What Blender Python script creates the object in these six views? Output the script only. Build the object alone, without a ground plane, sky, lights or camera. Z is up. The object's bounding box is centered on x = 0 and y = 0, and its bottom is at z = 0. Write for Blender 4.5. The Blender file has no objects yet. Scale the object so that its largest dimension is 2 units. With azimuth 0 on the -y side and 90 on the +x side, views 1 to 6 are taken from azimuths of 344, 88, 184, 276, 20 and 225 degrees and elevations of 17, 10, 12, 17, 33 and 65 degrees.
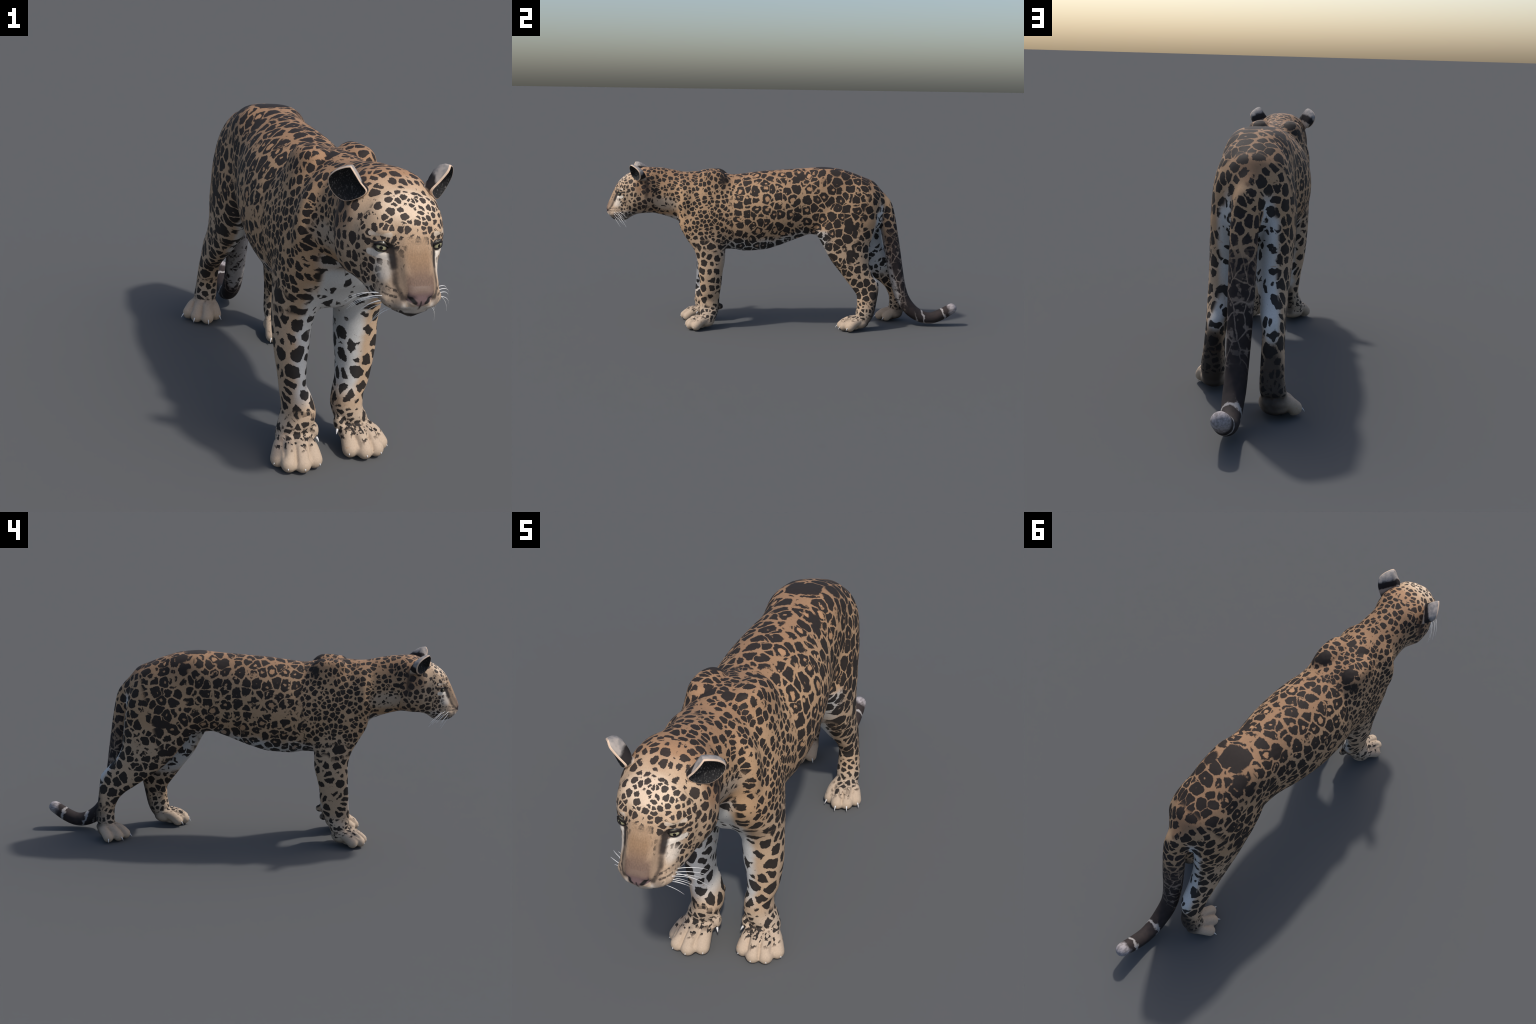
import bpy, bmesh, math, random
import numpy as np
from mathutils import Vector, Matrix
from mathutils.bvhtree import BVHTree

random.seed(7)
RNG = np.random.default_rng(7)
VOXEL = 0.0046
SEG = 48                      # vertices in each body ring


# ------------------------------------------------------------------ helpers
def pchip(xs, ys, x):
    """Monotone cubic interpolation of control values ys (n or n*k) at x."""
    xs = np.asarray(xs, float)
    ys = np.asarray(ys, float)
    if xs[0] > xs[-1]:
        xs, ys = xs[::-1], ys[::-1]
    flat = ys.reshape(len(xs), -1)
    h = np.diff(xs)[:, None]
    d = np.diff(flat, axis=0) / h
    m = np.zeros_like(flat)
    if len(xs) > 2:
        w1, w2 = 2 * h[1:] + h[:-1], h[1:] + 2 * h[:-1]
        same = (d[:-1] * d[1:]) > 0
        with np.errstate(divide='ignore', invalid='ignore'):
            hm = (w1 + w2) / (w1 / d[:-1] + w2 / d[1:])
        m[1:-1] = np.where(same, hm, 0)
    m[0], m[-1] = d[0], d[-1]
    x = np.atleast_1d(np.asarray(x, float))
    i = np.clip(np.searchsorted(xs, x) - 1, 0, len(xs) - 2)
    t = ((x - xs[i]) / (xs[i + 1] - xs[i]))[:, None]
    hh = h[i]
    r = ((2 * t**3 - 3 * t**2 + 1) * flat[i] + (t**3 - 2 * t**2 + t) * hh * m[i]
         + (-2 * t**3 + 3 * t**2) * flat[i + 1] + (t**3 - t**2) * hh * m[i + 1])
    return r.reshape((len(x),) + ys.shape[1:])


def catmull(points, n):
    """Resample a 3D (or kD) polyline smoothly at n evenly spread parameters."""
    p = np.asarray(points, float)
    ext = np.vstack([2 * p[0] - p[1], p, 2 * p[-1] - p[-2]])
    t = np.linspace(0, len(p) - 1, n)
    i = np.clip(t.astype(int), 0, len(p) - 2)
    f = (t - i)[:, None]
    a, b, c, d = ext[i], ext[i + 1], ext[i + 2], ext[i + 3]
    return 0.5 * (2 * b + (c - a) * f + (2 * a - 5 * b + 4 * c - d) * f**2
                  + (3 * b - a - 3 * c + d) * f**3)


def loft(rings):
    """Closed tube through rings of equal vertex count -> (verts, faces)."""
    n = len(rings[0])
    verts = np.vstack(rings)
    faces = []
    for r in range(len(rings) - 1):
        for k in range(n):
            a, b = r * n + k, r * n + (k + 1) % n
            faces.append((a, b, b + n, a + n))
    faces.append(tuple(range(n))[::-1])
    faces.append(tuple(range((len(rings) - 1) * n, len(rings) * n)))
    return verts, faces


def make_mesh(name, verts, faces, outward=True):
    me = bpy.data.meshes.new(name)
    me.from_pydata([tuple(v) for v in verts], [], faces)
    if outward:
        bm = bmesh.new()
        bm.from_mesh(me)
        bmesh.ops.recalc_face_normals(bm, faces=bm.faces)
        bm.to_mesh(me)
        bm.free()
    return me


def merge(parts):
    verts, faces, off = [], [], 0
    for v, f in parts:
        verts.append(v)
        faces += [tuple(i + off for i in q) for q in f]
        off += len(v)
    return np.vstack(verts), faces


def superellipse(n, p):
    a = np.arange(n) * 2 * np.pi / n
    c, s = np.cos(a), np.sin(a)
    return np.sign(c) * abs(c)**(2 / p), np.sign(s) * abs(s)**(2 / p)


def ellipsoid(c, r, rot=None, n=20):
    rings = []
    for j in range(1, n):
        ph = math.pi * j / n
        a = np.arange(2 * n) * np.pi / n
        ring = np.stack([r[0] * math.sin(ph) * np.cos(a), r[1] * math.sin(ph) * np.sin(a),
                         np.full(2 * n, r[2] * math.cos(ph))], 1)
        rings.append(ring)
    v, f = loft(rings)
    if rot is not None:
        v = v @ np.array(rot).T
    return v + np.array(c), f


def tube(points, radii, n=24, steps=None, squash=1.0):
    """Round-ended tube along a smooth spine. squash flattens it in z."""
    p = np.asarray(points, float)
    r = np.asarray(radii, float)
    k = catmull(np.column_stack([p, r]), steps or 8 * len(p))
    c, r = k[:, :3], k[:, 3]
    t = np.gradient(c, axis=0)
    t /= np.linalg.norm(t, axis=1)[:, None]
    side = np.cross(t, [0, 0, 1.0])
    ref = np.array([1.0, 0, 0])
    rings = []
    a = np.arange(n) * 2 * np.pi / n
    u = ref - t[0] * (ref @ t[0])
    u /= np.linalg.norm(u)
    frames = []
    for i in range(len(c)):
        u = u - t[i] * (u @ t[i])
        u /= np.linalg.norm(u)
        frames.append((u.copy(), np.cross(t[i], u)))
    def ring(i, off, s):
        u, w = frames[i]
        q = np.outer(np.cos(a), u) + np.outer(np.sin(a), w)
        q[:, 2] *= squash
        return c[i] + t[i] * off * r[i] + q * r[i] * s
    for q in (80, 60, 40, 20):
        g = math.radians(q)
        rings.append(ring(0, -math.sin(g), math.cos(g)))
    rings += [ring(i, 0, 1) for i in range(len(c))]
    for q in (20, 40, 60, 80):
        g = math.radians(q)
        rings.append(ring(len(c) - 1, math.sin(g), math.cos(g)))
    return loft(rings)


# ------------------------------------------------------- trunk, neck and skull
# station y, height of the back, of the belly, half width, height of the widest
# place, fullness above and below it
TRUNK = [
    (0.575, 0.755, .62, 0.03, .70, 2.0, 2.0),
    (0.545, 0.783, .57, 0.066, .69, 2.0, 2.0),
    (0.500, .832, .53, .105, .68, 2.1, 2.0),
    (0.450, .852, .515, .120, .68, 2.2, 2.0),
    (0.366, .882, .508, .128, .69, 2.6, 2.0),
    (0.293, .900, 0.508, .130, .71, 3.0, 3.0),
    (0.206, .907, 0.52, .129, .73, 3.1, 3.4),
    (0.147, .903, 0.527, .131, .70, 2.5, 3.1),
    (0.090, .899, .508, .141, .68, 2.1, 2.6),
    (0.047, .896, .490, .153, .67, 2.0, 2.3),
    (-.040, .889, .455, .167, .66, 2.0, 2.1),
    (-.126, .882, .432, .172, .65, 2.0, 2.1),
    (-.228, .868, .426, .169, .64, 2.0, 2.1),
    (-.290, .862, 0.436, 0.158, .63, 2.0, 2.2),
    (-.370, 0.872, .430, .156, .63, 2.0, 2.0),
    (-.450, 0.878, .435, .150, .64, 2.0, 2.0),
    (-.510, 0.876, .455, .140, .66, 2.0, 2.0),
    (-.551, .872, .510, 0.148, .69, 2.0, 2.0),
    (-.576, .874, .541, 0.138, .71, 2.0, 2.0),
    (-.593, .877, .588, .114, .735, 2.0, 2.0),
    (-.638, .886, .609, .102, .75, 2.1, 2.0),
    (-.695, .894, .628, .098, .75, 2.2, 2.1),
    (-.735, .895, .638, .106, .75, 2.3, 2.2),
]
# the pelvis stands a little to the right of the head
SWAY = [(.60, .008), (.30, .008), (.0, .004), (-.40, .001), (-.70, 0.0), (-1.0, 0.0)]


def head_turn(y):
    """The face looks a touch to the right."""
    return .020 * np.maximum(0, -.70 - np.asarray(y))

# half outlines of the head (x, z) from crown to chin at each station y
HEAD = [
    (-.735, [(0, .895), (.050, .888), (.088, .858), (.104, .800), (.107, .750), (.100, .70), (.070, .655), (0, .638)]),
    (-.780, [(0, .895), (.050, .887), (.088, .860), (.110, .810), (.119, .750), (.113, .69), (.082, .650), (0, .636)]),
    (-.820, [(0, .884), (.050, .876), (.085, .852), (.110, .810), (.119, .750), (.111, .69), (.077, .648), (0, .632)]),
    (-.855, [(0, .868), (.045, .860), (.077, .838), (.101, .802), (.107, .750), (.100, .69), (.070, .640), (0, .620)]),
    (-.885, [(0, .853), (.043, .846), (.075, .829), (.092, .794), (.097, .750), (.087, .69), (.068, .630), (0, .600)]),
    (-.912, [(0, .832), (.038, .826), (.064, .808), (.077, .780), (.078, .748), (.073, .69), (.064, .632), (0, .590)]),
    (-.936, [(0, .806), (.026, .798), (.040, .777), (.049, .748), (.056, .718), (.067, .675), (.064, .628), (0, .592)]),
    (-.957, [(0, .766), (.022, .760), (.033, .743), (.040, .716), (.050, .690), (.063, .655), (.057, .623), (0, .598)]),
    (-.975, [(0, .727), (.023, .722), (.032, .710), (.037, .690), (.046, .665), (.052, .645), (.042, .624), (0, .610)]),
    (-.989, [(0, .695), (.020, .692), (.029, .683), (.033, .670), (.034, .655), (.032, .645), (.024, .634), (0, .628)]),
    (-.998, [(0, .675), (.012, .673), (.020, .668), (.023, .660), (.023, .652), (.019, .646), (.010, .642), (0, .641)]),
]


def trunk_parts():
    tab = np.array(TRUNK)
    ys = np.linspace(tab[0, 0], tab[-1, 0], 110)
    val = pchip(tab[:, 0], tab[:, 1:], ys)
    rings = []
    for y, (zt, zb, w, zw, pu, pd) in zip(ys, val):
        a = np.arange(SEG) * 2 * np.pi / SEG
        c, s = np.cos(a), np.sin(a)
        p = np.where(s > 0, pu, pd)
        x = w * np.sign(c) * abs(c)**(2 / p)
        z = zw + np.where(s > 0, zt - zw, zw - zb) * np.sign(s) * abs(s)**(2 / p)
        x = x + pchip([q[0] for q in SWAY], [q[1] for q in SWAY], y)[0]
        rings.append(np.stack([x, np.full(SEG, y), z], 1))
    st = np.array([h[0] for h in HEAD])
    half = np.array([catmull(h[1], 30) for h in HEAD])
    ys = np.linspace(st[0], st[-1], 60)
    heads = pchip(st, half, ys)
    hr = []
    for y, h in zip(ys, heads):
        full = np.vstack([h, (h * [-1, 1])[-2:0:-1]])
        hr.append(np.stack([full[:, 0], np.full(len(full), y), full[:, 1]], 1))
    # let the head reach a little way into the neck so that the two fuse
    hr.insert(0, hr[0] * [.9, 1, 1] + [0, .03, 0] + (hr[0] - hr[0].mean(0)) * [0, 0, -.08])
    return loft(rings), loft(hr)


# ------------------------------------------------------------------------ legs
# height, front y, back y, inner x, outer x   (x counted from the midline outward)
FORELEG_RIGHT = [
    (0.887, -0.420, -0.364, 0.052, 0.076), (0.876, -0.475, -0.342, 0.028, 0.104),
    (0.820, -0.500, -0.300, 0.010, 0.126), (0.700, -0.568, -0.270, 0.010, 0.148),
    (0.600, -0.593, -0.296, 0.015, 0.160), (0.500, -0.547, -0.312, 0.012, 0.162),
    (0.449, -0.510, -0.329, 0.022, 0.164), (0.400, -0.492, -0.330, 0.038, 0.161),
    (0.320, -0.481, -0.343, 0.041, 0.163), (0.250, -0.475, -0.350, 0.051, 0.157),
    (0.200, -0.472, -0.358, 0.052, 0.149), (0.160, -0.476, -0.362, 0.045, 0.135),
    (0.125, -0.475, -0.364, 0.043, 0.135), (0.090, -0.473, -0.372, 0.052, 0.150),
    (0.060, -0.463, -0.383, 0.064, 0.159), (0.030, -0.455, -0.395, 0.074, 0.157)]
FORELEG_LEFT = [
    (0.887, -0.420, -0.364, 0.048, 0.072), (0.876, -0.475, -0.342, 0.026, 0.098),
    (0.820, -0.500, -0.300, 0.010, 0.120), (0.700, -0.566, -0.270, 0.010, 0.142),
    (0.600, -0.590, -0.296, 0.015, 0.152), (0.500, -0.542, -0.320, 0.012, 0.152),
    (0.450, -0.515, -0.338, 0.023, 0.152), (0.387, -0.501, -0.340, 0.039, 0.149),
    (0.327, -0.502, -0.353, 0.045, 0.144), (0.275, -0.504, -0.364, 0.051, 0.137),
    (0.222, -0.507, -0.367, 0.051, 0.127), (0.180, -0.509, -0.372, 0.033, 0.122),
    (0.130, -0.512, -0.385, 0.019, 0.116), (0.090, -0.508, -0.412, 0.028, 0.129),
    (0.060, -0.498, -0.425, 0.038, 0.135), (0.030, -0.489, -0.436, 0.050, 0.133)]
HINDLEG_RIGHT = [
    (0.860, 0.280, 0.420, 0.030, 0.084), (0.800, 0.240, 0.485, 0.020, 0.126),
    (0.729, 0.210, 0.519, 0.015, 0.146), (0.620, 0.176, 0.520, 0.009, 0.157),
    (0.560, 0.160, 0.505, 0.010, 0.160), (0.515, 0.188, 0.492, 0.012, 0.162),
    (0.466, 0.216, 0.476, 0.014, 0.162), (0.390, 0.259, 0.476, 0.020, 0.162),
    (0.313, 0.320, 0.500, 0.046, 0.160), (0.256, 0.364, 0.533, 0.078, 0.157),
    (0.228, 0.386, 0.533, 0.082, 0.158), (0.190, 0.408, 0.528, 0.086, 0.161),
    (0.132, 0.410, 0.518, 0.086, 0.168), (0.090, 0.405, 0.506, 0.086, 0.172),
    (0.055, 0.408, 0.490, 0.092, 0.170), (0.030, 0.412, 0.465, 0.100, 0.164)]
HINDLEG_LEFT = [
    (0.860, 0.280, 0.420, 0.022, 0.076), (0.800, 0.240, 0.490, 0.017, 0.110),
    (0.727, 0.210, 0.523, 0.012, 0.132), (0.610, 0.178, 0.555, 0.008, 0.144),
    (0.541, 0.222, 0.566, 0.010, 0.144), (0.497, 0.258, 0.571, 0.010, 0.141),
    (0.451, 0.293, 0.582, 0.012, 0.137), (0.400, 0.338, 0.608, 0.020, 0.133),
    (0.361, 0.377, 0.646, 0.032, 0.130), (0.313, 0.444, 0.688, 0.042, 0.129),
    (0.265, 0.516, 0.696, 0.051, 0.130), (0.230, 0.569, 0.701, 0.052, 0.132),
    (0.195, 0.603, 0.706, 0.052, 0.134), (0.136, 0.627, 0.717, 0.052, 0.136),
    (0.100, 0.630, 0.718, 0.054, 0.140), (0.060, 0.628, 0.692, 0.062, 0.146),
    (0.030, 0.622, 0.655, 0.072, 0.140)]


def leg(table, side, p=2.25):
    tab = np.array(table)
    zs = np.linspace(tab[0, 0], tab[-1, 0], 90)
    val = pchip(tab[:, 0], tab[:, 1:], zs)
    cx, cy = superellipse(SEG, p)
    rings = []
    for z, (yf, yb, xi, xo) in zip(zs, val):
        rings.append(np.stack([side * ((xi + xo) / 2 + (xo - xi) / 2 * cx),
                               (yf + yb) / 2 + (yb - yf) / 2 * cy, np.full(SEG, z)], 1))
    return loft(rings)


# toe tips on the ground (x, y), and the middle of the sole behind them
PAWS = {
    'fore+': dict(side=1, tips=[(.068, -.515), (.109, -.534), (.150, -.524), (.178, -.488)],
                  sole=(.112, -.440), r=.0245),
    'fore-': dict(side=-1, tips=[(-.042, -.552), (-.085, -.573), (-.126, -.563), (-.149, -.525)],
                  sole=(-.088, -.475), r=.0245),
    'hind+': dict(side=1, tips=[(.086, .355), (.124, .324), (.160, .336), (.187, .372)],
                  sole=(.128, .430), r=.0250),
    'hind-': dict(side=-1, tips=[(-.064, .612), (-.107, .572), (-.148, .600), (-.174, .648)],
                  sole=(-.104, .662), r=.0250),
}


for P in PAWS.values():
    mid = np.mean(P['tips'], axis=0)
    P['tips'] = [tuple(mid + (np.array(t) - mid) * [.90, .90]) for t in P['tips']]


def toe(tip, sole, r, mean):
    d = np.array([sole[0] - tip[0], sole[1] - tip[1]])
    d = d / np.linalg.norm(d) + .9 * np.array(mean)      # toes lie nearly side by side
    d /= np.linalg.norm(d)
    a = np.array([tip[0], tip[1], r * 1.02])
    b = np.array([tip[0] + d[0] * .032, tip[1] + d[1] * .032, r * 1.95])
    c = np.array([tip[0] + d[0] * .080, tip[1] + d[1] * .080, r * 2.35])
    return tube([a, b, c], [r * .98, r * .98, r * .84], n=20, steps=14)


def paw_parts(name):
    P = PAWS[name]
    sx, sy = P['sole']
    mid = np.mean(P['tips'], axis=0)
    mean = np.array([sx, sy]) - mid
    mean /= np.linalg.norm(mean)
    out = [toe(t, P['sole'], P['r'], mean) for t in P['tips']]
    m = np.array([(mid[0] + sx * 1.3) / 2.3, (mid[1] + sy * 1.3) / 2.3])
    out.append(ellipsoid((sx, sy, .042), (.050, .050, .034)))
    # soles: one pad under the paw and one under each toe
    out.append(ellipsoid((m[0], m[1], .016), (.036, .034, .015)))
    for t in P['tips']:
        out.append(ellipsoid((t[0] * .9 + sx * .1, t[1] * .9 + sy * .1, .012), (.013, .016, .0115)))
    return out


TAIL = [(.008, .530, .728, .047), (.012, .562, .690, .048), (.015, .584, .610, .0485), (.016, .608, .490, .0480),
        (.017, .625, .402, .0465), (.018, .648, .285, .0435), (.019, .669, .205, .0410),
        (.020, .694, .147, .0395), (.022, .740, .089, .0370), (.023, .796, .053, .0345),
        (.024, .853, .044, .0330), (.028, .912, .066, .0325), (.033, .970, .103, .0300)]


def tail_part():
    t = np.array(TAIL)
    return tube(t[:, :3], t[:, 3], n=32, steps=110)


# ---------------------------------------------------- fuse everything to one skin
def relax(co, edges, n, amount=.5, shrinkless=True):
    i, j = edges[:, 0], edges[:, 1]
    deg = np.bincount(np.r_[i, j], minlength=len(co))[:, None].astype(float)
    for k in range(n):
        for f in ((amount, -amount * 1.03) if shrinkless else (amount,)):
            s = np.zeros_like(co)
            for a in range(3):
                s[:, a] = (np.bincount(i, co[j, a], len(co)) + np.bincount(j, co[i, a], len(co)))
            co = co + f * (s / deg - co)
    return co


BLENDS = [((.10, -.42, .76), (.12, .20, .085)), ((.10, -.28, .60), (.12, .06, .22)), ((.10, -.55, .66), (.12, .07, .16)),
          ((.11, .24, .74), (.10, .10, .16)), ((.08, .44, .80), (.12, .16, .10)), ((.04, .54, .70), (.07, .05, .10)),
          ((.0, -.47, .45), (.16, .12, .06)), ((.0, -.74, .76), (.15, .04, .16))]


def build_skin():
    trunk, head = trunk_parts()
    groups = {'torso': [trunk], 'head': [head], 'tail': [tail_part()],
              'foreleg': [leg(FORELEG_RIGHT, 1), leg(FORELEG_LEFT, -1)],
              'hindleg': [leg(HINDLEG_RIGHT, 1), leg(HINDLEG_LEFT, -1)], 'paw': []}
    for n in PAWS:
        groups['paw'] += paw_parts(n)
    # pads behind the wrists
    # dew toes on the inner side of the front paws
    groups['paw'] += [ellipsoid((-.030, -.478, .076), (.016, .020, .026)), ellipsoid((.060, -.448, .078), (.016, .020, .026))]
    groups['foreleg'] += [ellipsoid((.078, -.362, .118), (.016, .020, .018)),
                          ellipsoid((-.052, -.386, .122), (.016, .020, .018))]
    v, f = merge(sum(groups.values(), []))
    me = make_mesh('skin', v, f)
    ob = bpy.data.objects.new('skin', me)
    bpy.context.scene.collection.objects.link(ob)
    m = ob.modifiers.new('fuse', 'REMESH')
    m.mode = 'VOXEL'
    m.voxel_size = VOXEL
    m.adaptivity = 0
    dg = bpy.context.evaluated_depsgraph_get()
    new = bpy.data.meshes.new_from_object(ob.evaluated_get(dg))
    bpy.data.objects.remove(ob)
    co = np.empty(len(new.vertices) * 3)
    new.vertices.foreach_get('co', co)
    co = co.reshape(-1, 3)
    ed = np.empty(len(new.edges) * 2, int)
    new.edges.foreach_get('vertices', ed)
    ed = ed.reshape(-1, 2)
    crisp = np.clip((.105 - co[:, 2]) / .02, 0, 1)[:, None]     # keep the toes distinct
    co = relax(co, ed, 6) * (1 - crisp) + relax(co, ed, 2) * crisp
    # melt the legs and the tail into the trunk where their forms overlap
    w = np.zeros(len(co))
    for c, r in BLENDS:
        for sx in (1, -1):
            q = (((co - np.array(c) * [sx, 1, 1]) / np.array(r))**2).sum(1)
            w = np.maximum(w, np.clip(1.4 - q, 0, 1))
    mz = np.clip(1.3 - (((co - [0, -.955, .73]) / [.07, .05, .09])**2).sum(1), 0, 1)
    for n in range(12):
        co = co + mz[:, None] * (relax(co, ed, 1) - co)
    for n in range(40):
        co = co + w[:, None] * (relax(co, ed, 1, .6, False) - co)
    co = sculpt(co)
    co = relax(co, ed, 2) * (1 - crisp) + co * crisp
    co[:, 0] += head_turn(co[:, 1])
    co[:, 2] = np.maximum(co[:, 2], 0.0008)
    new.vertices.foreach_set('co', co.ravel())
    new.update()
    # fur lies flat: draw the trunk and thighs in by two millimetres
    no = np.empty(len(co) * 3)
    new.vertex_normals.foreach_get('vector', no)
    w = np.clip((co[:, 2] - .10) / .05, 0, 1) * np.clip((co[:, 1] + .74) / .05, 0, 1)
    co -= no.reshape(-1, 3) * w[:, None] * .0022
    new.vertices.foreach_set('co', co.ravel())
    new.update()
    return new


def bump(co, c, r, d):
    """Push points near c (ellipsoid radii r) by vector d with a smooth falloff."""
    q = ((co - np.array(c)) / np.array(r))
    w = np.clip(1 - (q**2).sum(1), 0, 1)**2
    return w[:, None] * np.array(d)


def sculpt(co):
    out = co.copy()
    for s in (1, -1):
        # eye sockets, nostrils, corner of the mouth, brow, cheek
        out += bump(co, (s * .064, -.926, .750), (.026, .03, .016), (-s * .004, .010, 0))
        out += bump(co, (s * .060, -.915, .784), (.030, .03, .018), (s * .002, -.006, .001))
        out += bump(co, (s * .021, -.994, .653), (.011, .02, .009), (-s * .002, .007, 0))
        out += bump(co, (s * .030, -.988, .648), (.010, .02, .020), (-s * .002, .006, 0))
        out += bump(co, (s * .070, -.950, .640), (.022, .03, .020), (s * .004, -.003, 0))
        # slit of the mouth from under the nose to the corner
        for t in np.linspace(0, 1, 9):
            c = (s * (.030 + .055 * t**.7), -.985 + .105 * t, .620 - .010 * math.sin(3.1 * t) + .014 * t)
            out += bump(co, c, (.022, .018, .0085), (-s * .004, .003, 0))
    # clefts between neighbouring toes
    for P in PAWS.values():
        mid = np.mean(P['tips'], axis=0)
        m = np.array(P['sole']) - mid
        m /= np.linalg.norm(m)
        for a, b in zip(P['tips'], P['tips'][1:]):
            c = (np.array(a) + np.array(b)) / 2
            for t in np.linspace(-.012, .045, 7):
                q = c + m * t
                for zz in (.03, .045, .06):
                    out += bump(co, (q[0], q[1], zz), (.0075, .010, .014), (m[0] * .0040, m[1] * .0040, -.0050))
    return out


body = build_skin()
print('skin verts', len(body.vertices))


# ------------------------------------------------------------------ node helpers
class Nodes:
    """Small arithmetic layer over a shader node tree."""

    def __init__(self, name):
        self.mat = bpy.data.materials.new(name)
        self.mat.use_nodes = True
        self.t = self.mat.node_tree
        self.bsdf = self.t.nodes['Principled BSDF']
        tc = self.t.nodes.new('ShaderNodeTexCoord')
        self.P = tc.outputs['Object']
        sep = self.t.nodes.new('ShaderNodeSeparateXYZ')
        self.link(self.P, sep.inputs[0])
        self.x, self.y, self.z = sep.outputs

    def link(self, a, b):
        self.t.links.new(a, b)

    def put(self, sock, v):
        if isinstance(v, bpy.types.NodeSocket):
            self.link(v, sock)
        elif isinstance(v, (tuple, list)):
            sock.default_value = tuple(v) + ((1,) if len(v) == 3 and len(sock.default_value) == 4 else ())
        else:
            sock.default_value = v

    def m(self, op, a, b=0.0, c=None, clamp=False):
        n = self.t.nodes.new('ShaderNodeMath')
        n.operation = op
        n.use_clamp = clamp
        self.put(n.inputs[0], a)
        self.put(n.inputs[1], b)
        if c is not None:
            self.put(n.inputs[2], c)
        return n.outputs[0]

    def add(self, a, b): return self.m('ADD', a, b)
    def sub(self, a, b): return self.m('SUBTRACT', a, b)
    def mul(self, a, b): return self.m('MULTIPLY', a, b)
    def mad(self, a, b, c): return self.m('MULTIPLY_ADD', a, b, c)
    def inv(self, a): return self.m('SUBTRACT', 1.0, a)
    def max(self, a, b): return self.m('MAXIMUM', a, b)
    def min(self, a, b): return self.m('MINIMUM', a, b)

    def ramp(self, v, lo, hi, a=0.0, b=1.0):
        n = self.t.nodes.new('ShaderNodeMapRange')
        n.interpolation_type = 'SMOOTHSTEP'
        for k, q in enumerate((v, lo, hi, a, b)):
            self.put(n.inputs[k], q)
        return n.outputs[0]

    def over(self, v, th, w):
        """1 where v exceeds th, with an edge of width w."""
        return self.m('MULTIPLY_ADD', self.sub(v, th), 1.0 / w, 0.5, clamp=True)

    def vec(self, x, y, z):
        n = self.t.nodes.new('ShaderNodeCombineXYZ')
        for k, q in enumerate((x, y, z)):
            self.put(n.inputs[k], q)
        return n.outputs[0]

    def vm(self, op, a, b=None, scale=None):
        n = self.t.nodes.new('ShaderNodeVectorMath')
        n.operation = op
        self.put(n.inputs[0], a)
        if b is not None:
            self.put(n.inputs[1], b)
        if scale is not None:
            n.inputs['Scale'].default_value = scale
        return n.outputs['Value'] if op in ('LENGTH', 'DISTANCE') else n.outputs[0]

    def noise(self, v, scale, detail=2.0, rough=.5, color=False):
        n = self.t.nodes.new('ShaderNodeTexNoise')
        self.put(n.inputs['Vector'], v)
        n.inputs['Scale'].default_value = scale
        n.inputs['Detail'].default_value = detail
        n.inputs['Roughness'].default_value = rough
        return n.outputs['Color' if color else 'Fac']

    def warp(self, v, scale, amount, detail=2.0):
        c = self.vm('SUBTRACT', self.noise(v, scale, detail, color=True), (.5, .5, .5))
        return self.vm('ADD', v, self.vm('SCALE', c, scale=amount))

    def ragged(self, v, scale, amount):
        """Wander of spot borders: broad, middle and hair-fine."""
        v = self.warp(v, scale, amount, 2)
        v = self.warp(v, 75, .0085, 2)
        return self.warp(v, 330, .0040, 2)

    def voronoi(self, v, scale, feature, rnd=1.0):
        n = self.t.nodes.new('ShaderNodeTexVoronoi')
        n.feature = feature
        self.put(n.inputs['Vector'], v)
        n.inputs['Scale'].default_value = scale
        n.inputs['Randomness'].default_value = rnd
        return n

    def mix(self, f, a, b):
        n = self.t.nodes.new('ShaderNodeMix')
        n.data_type = 'RGBA'
        self.put(n.inputs['Factor'], f)
        self.put(n.inputs[6], a)
        self.put(n.inputs[7], b)
        return n.outputs[2]

    def fmix(self, f, a, b):
        n = self.t.nodes.new('ShaderNodeMix')
        n.data_type = 'FLOAT'
        self.put(n.inputs['Factor'], f)
        self.put(n.inputs[2], a)
        self.put(n.inputs[3], b)
        return n.outputs[0]

    def blob(self, v, c, r, soft=.25):
        """Soft ellipsoidal patch round c; v is a (possibly warped) position."""
        d = self.vm('LENGTH', self.vm('DIVIDE', self.vm('SUBTRACT', v, c), r))
        return self.ramp(d, 1 + soft, 1 - soft)

    def capsule(self, v, a, b, r, soft=.3):
        """Soft stripe of radius r from point a to point b."""
        a, b = Vector(a), Vector(b)
        ab = b - a
        pa = self.vm('SUBTRACT', v, tuple(a))
        n = self.t.nodes.new('ShaderNodeVectorMath')
        n.operation = 'DOT_PRODUCT'
        self.link(pa, n.inputs[0])
        n.inputs[1].default_value = tuple(ab / ab.length_squared)
        h = self.m('ADD', n.outputs['Value'], 0.0, clamp=True)
        k = self.t.nodes.new('ShaderNodeVectorMath')
        k.operation = 'SCALE'
        k.inputs[0].default_value = tuple(ab)
        self.link(h, k.inputs['Scale'])
        d = self.vm('LENGTH', self.vm('SUBTRACT', pa, k.outputs[0]))
        return self.ramp(d, r * (1 + soft), r * (1 - soft))

    def any(self, *s):
        r = s[0]
        for q in s[1:]:
            r = self.max(r, q)
        return r

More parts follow.
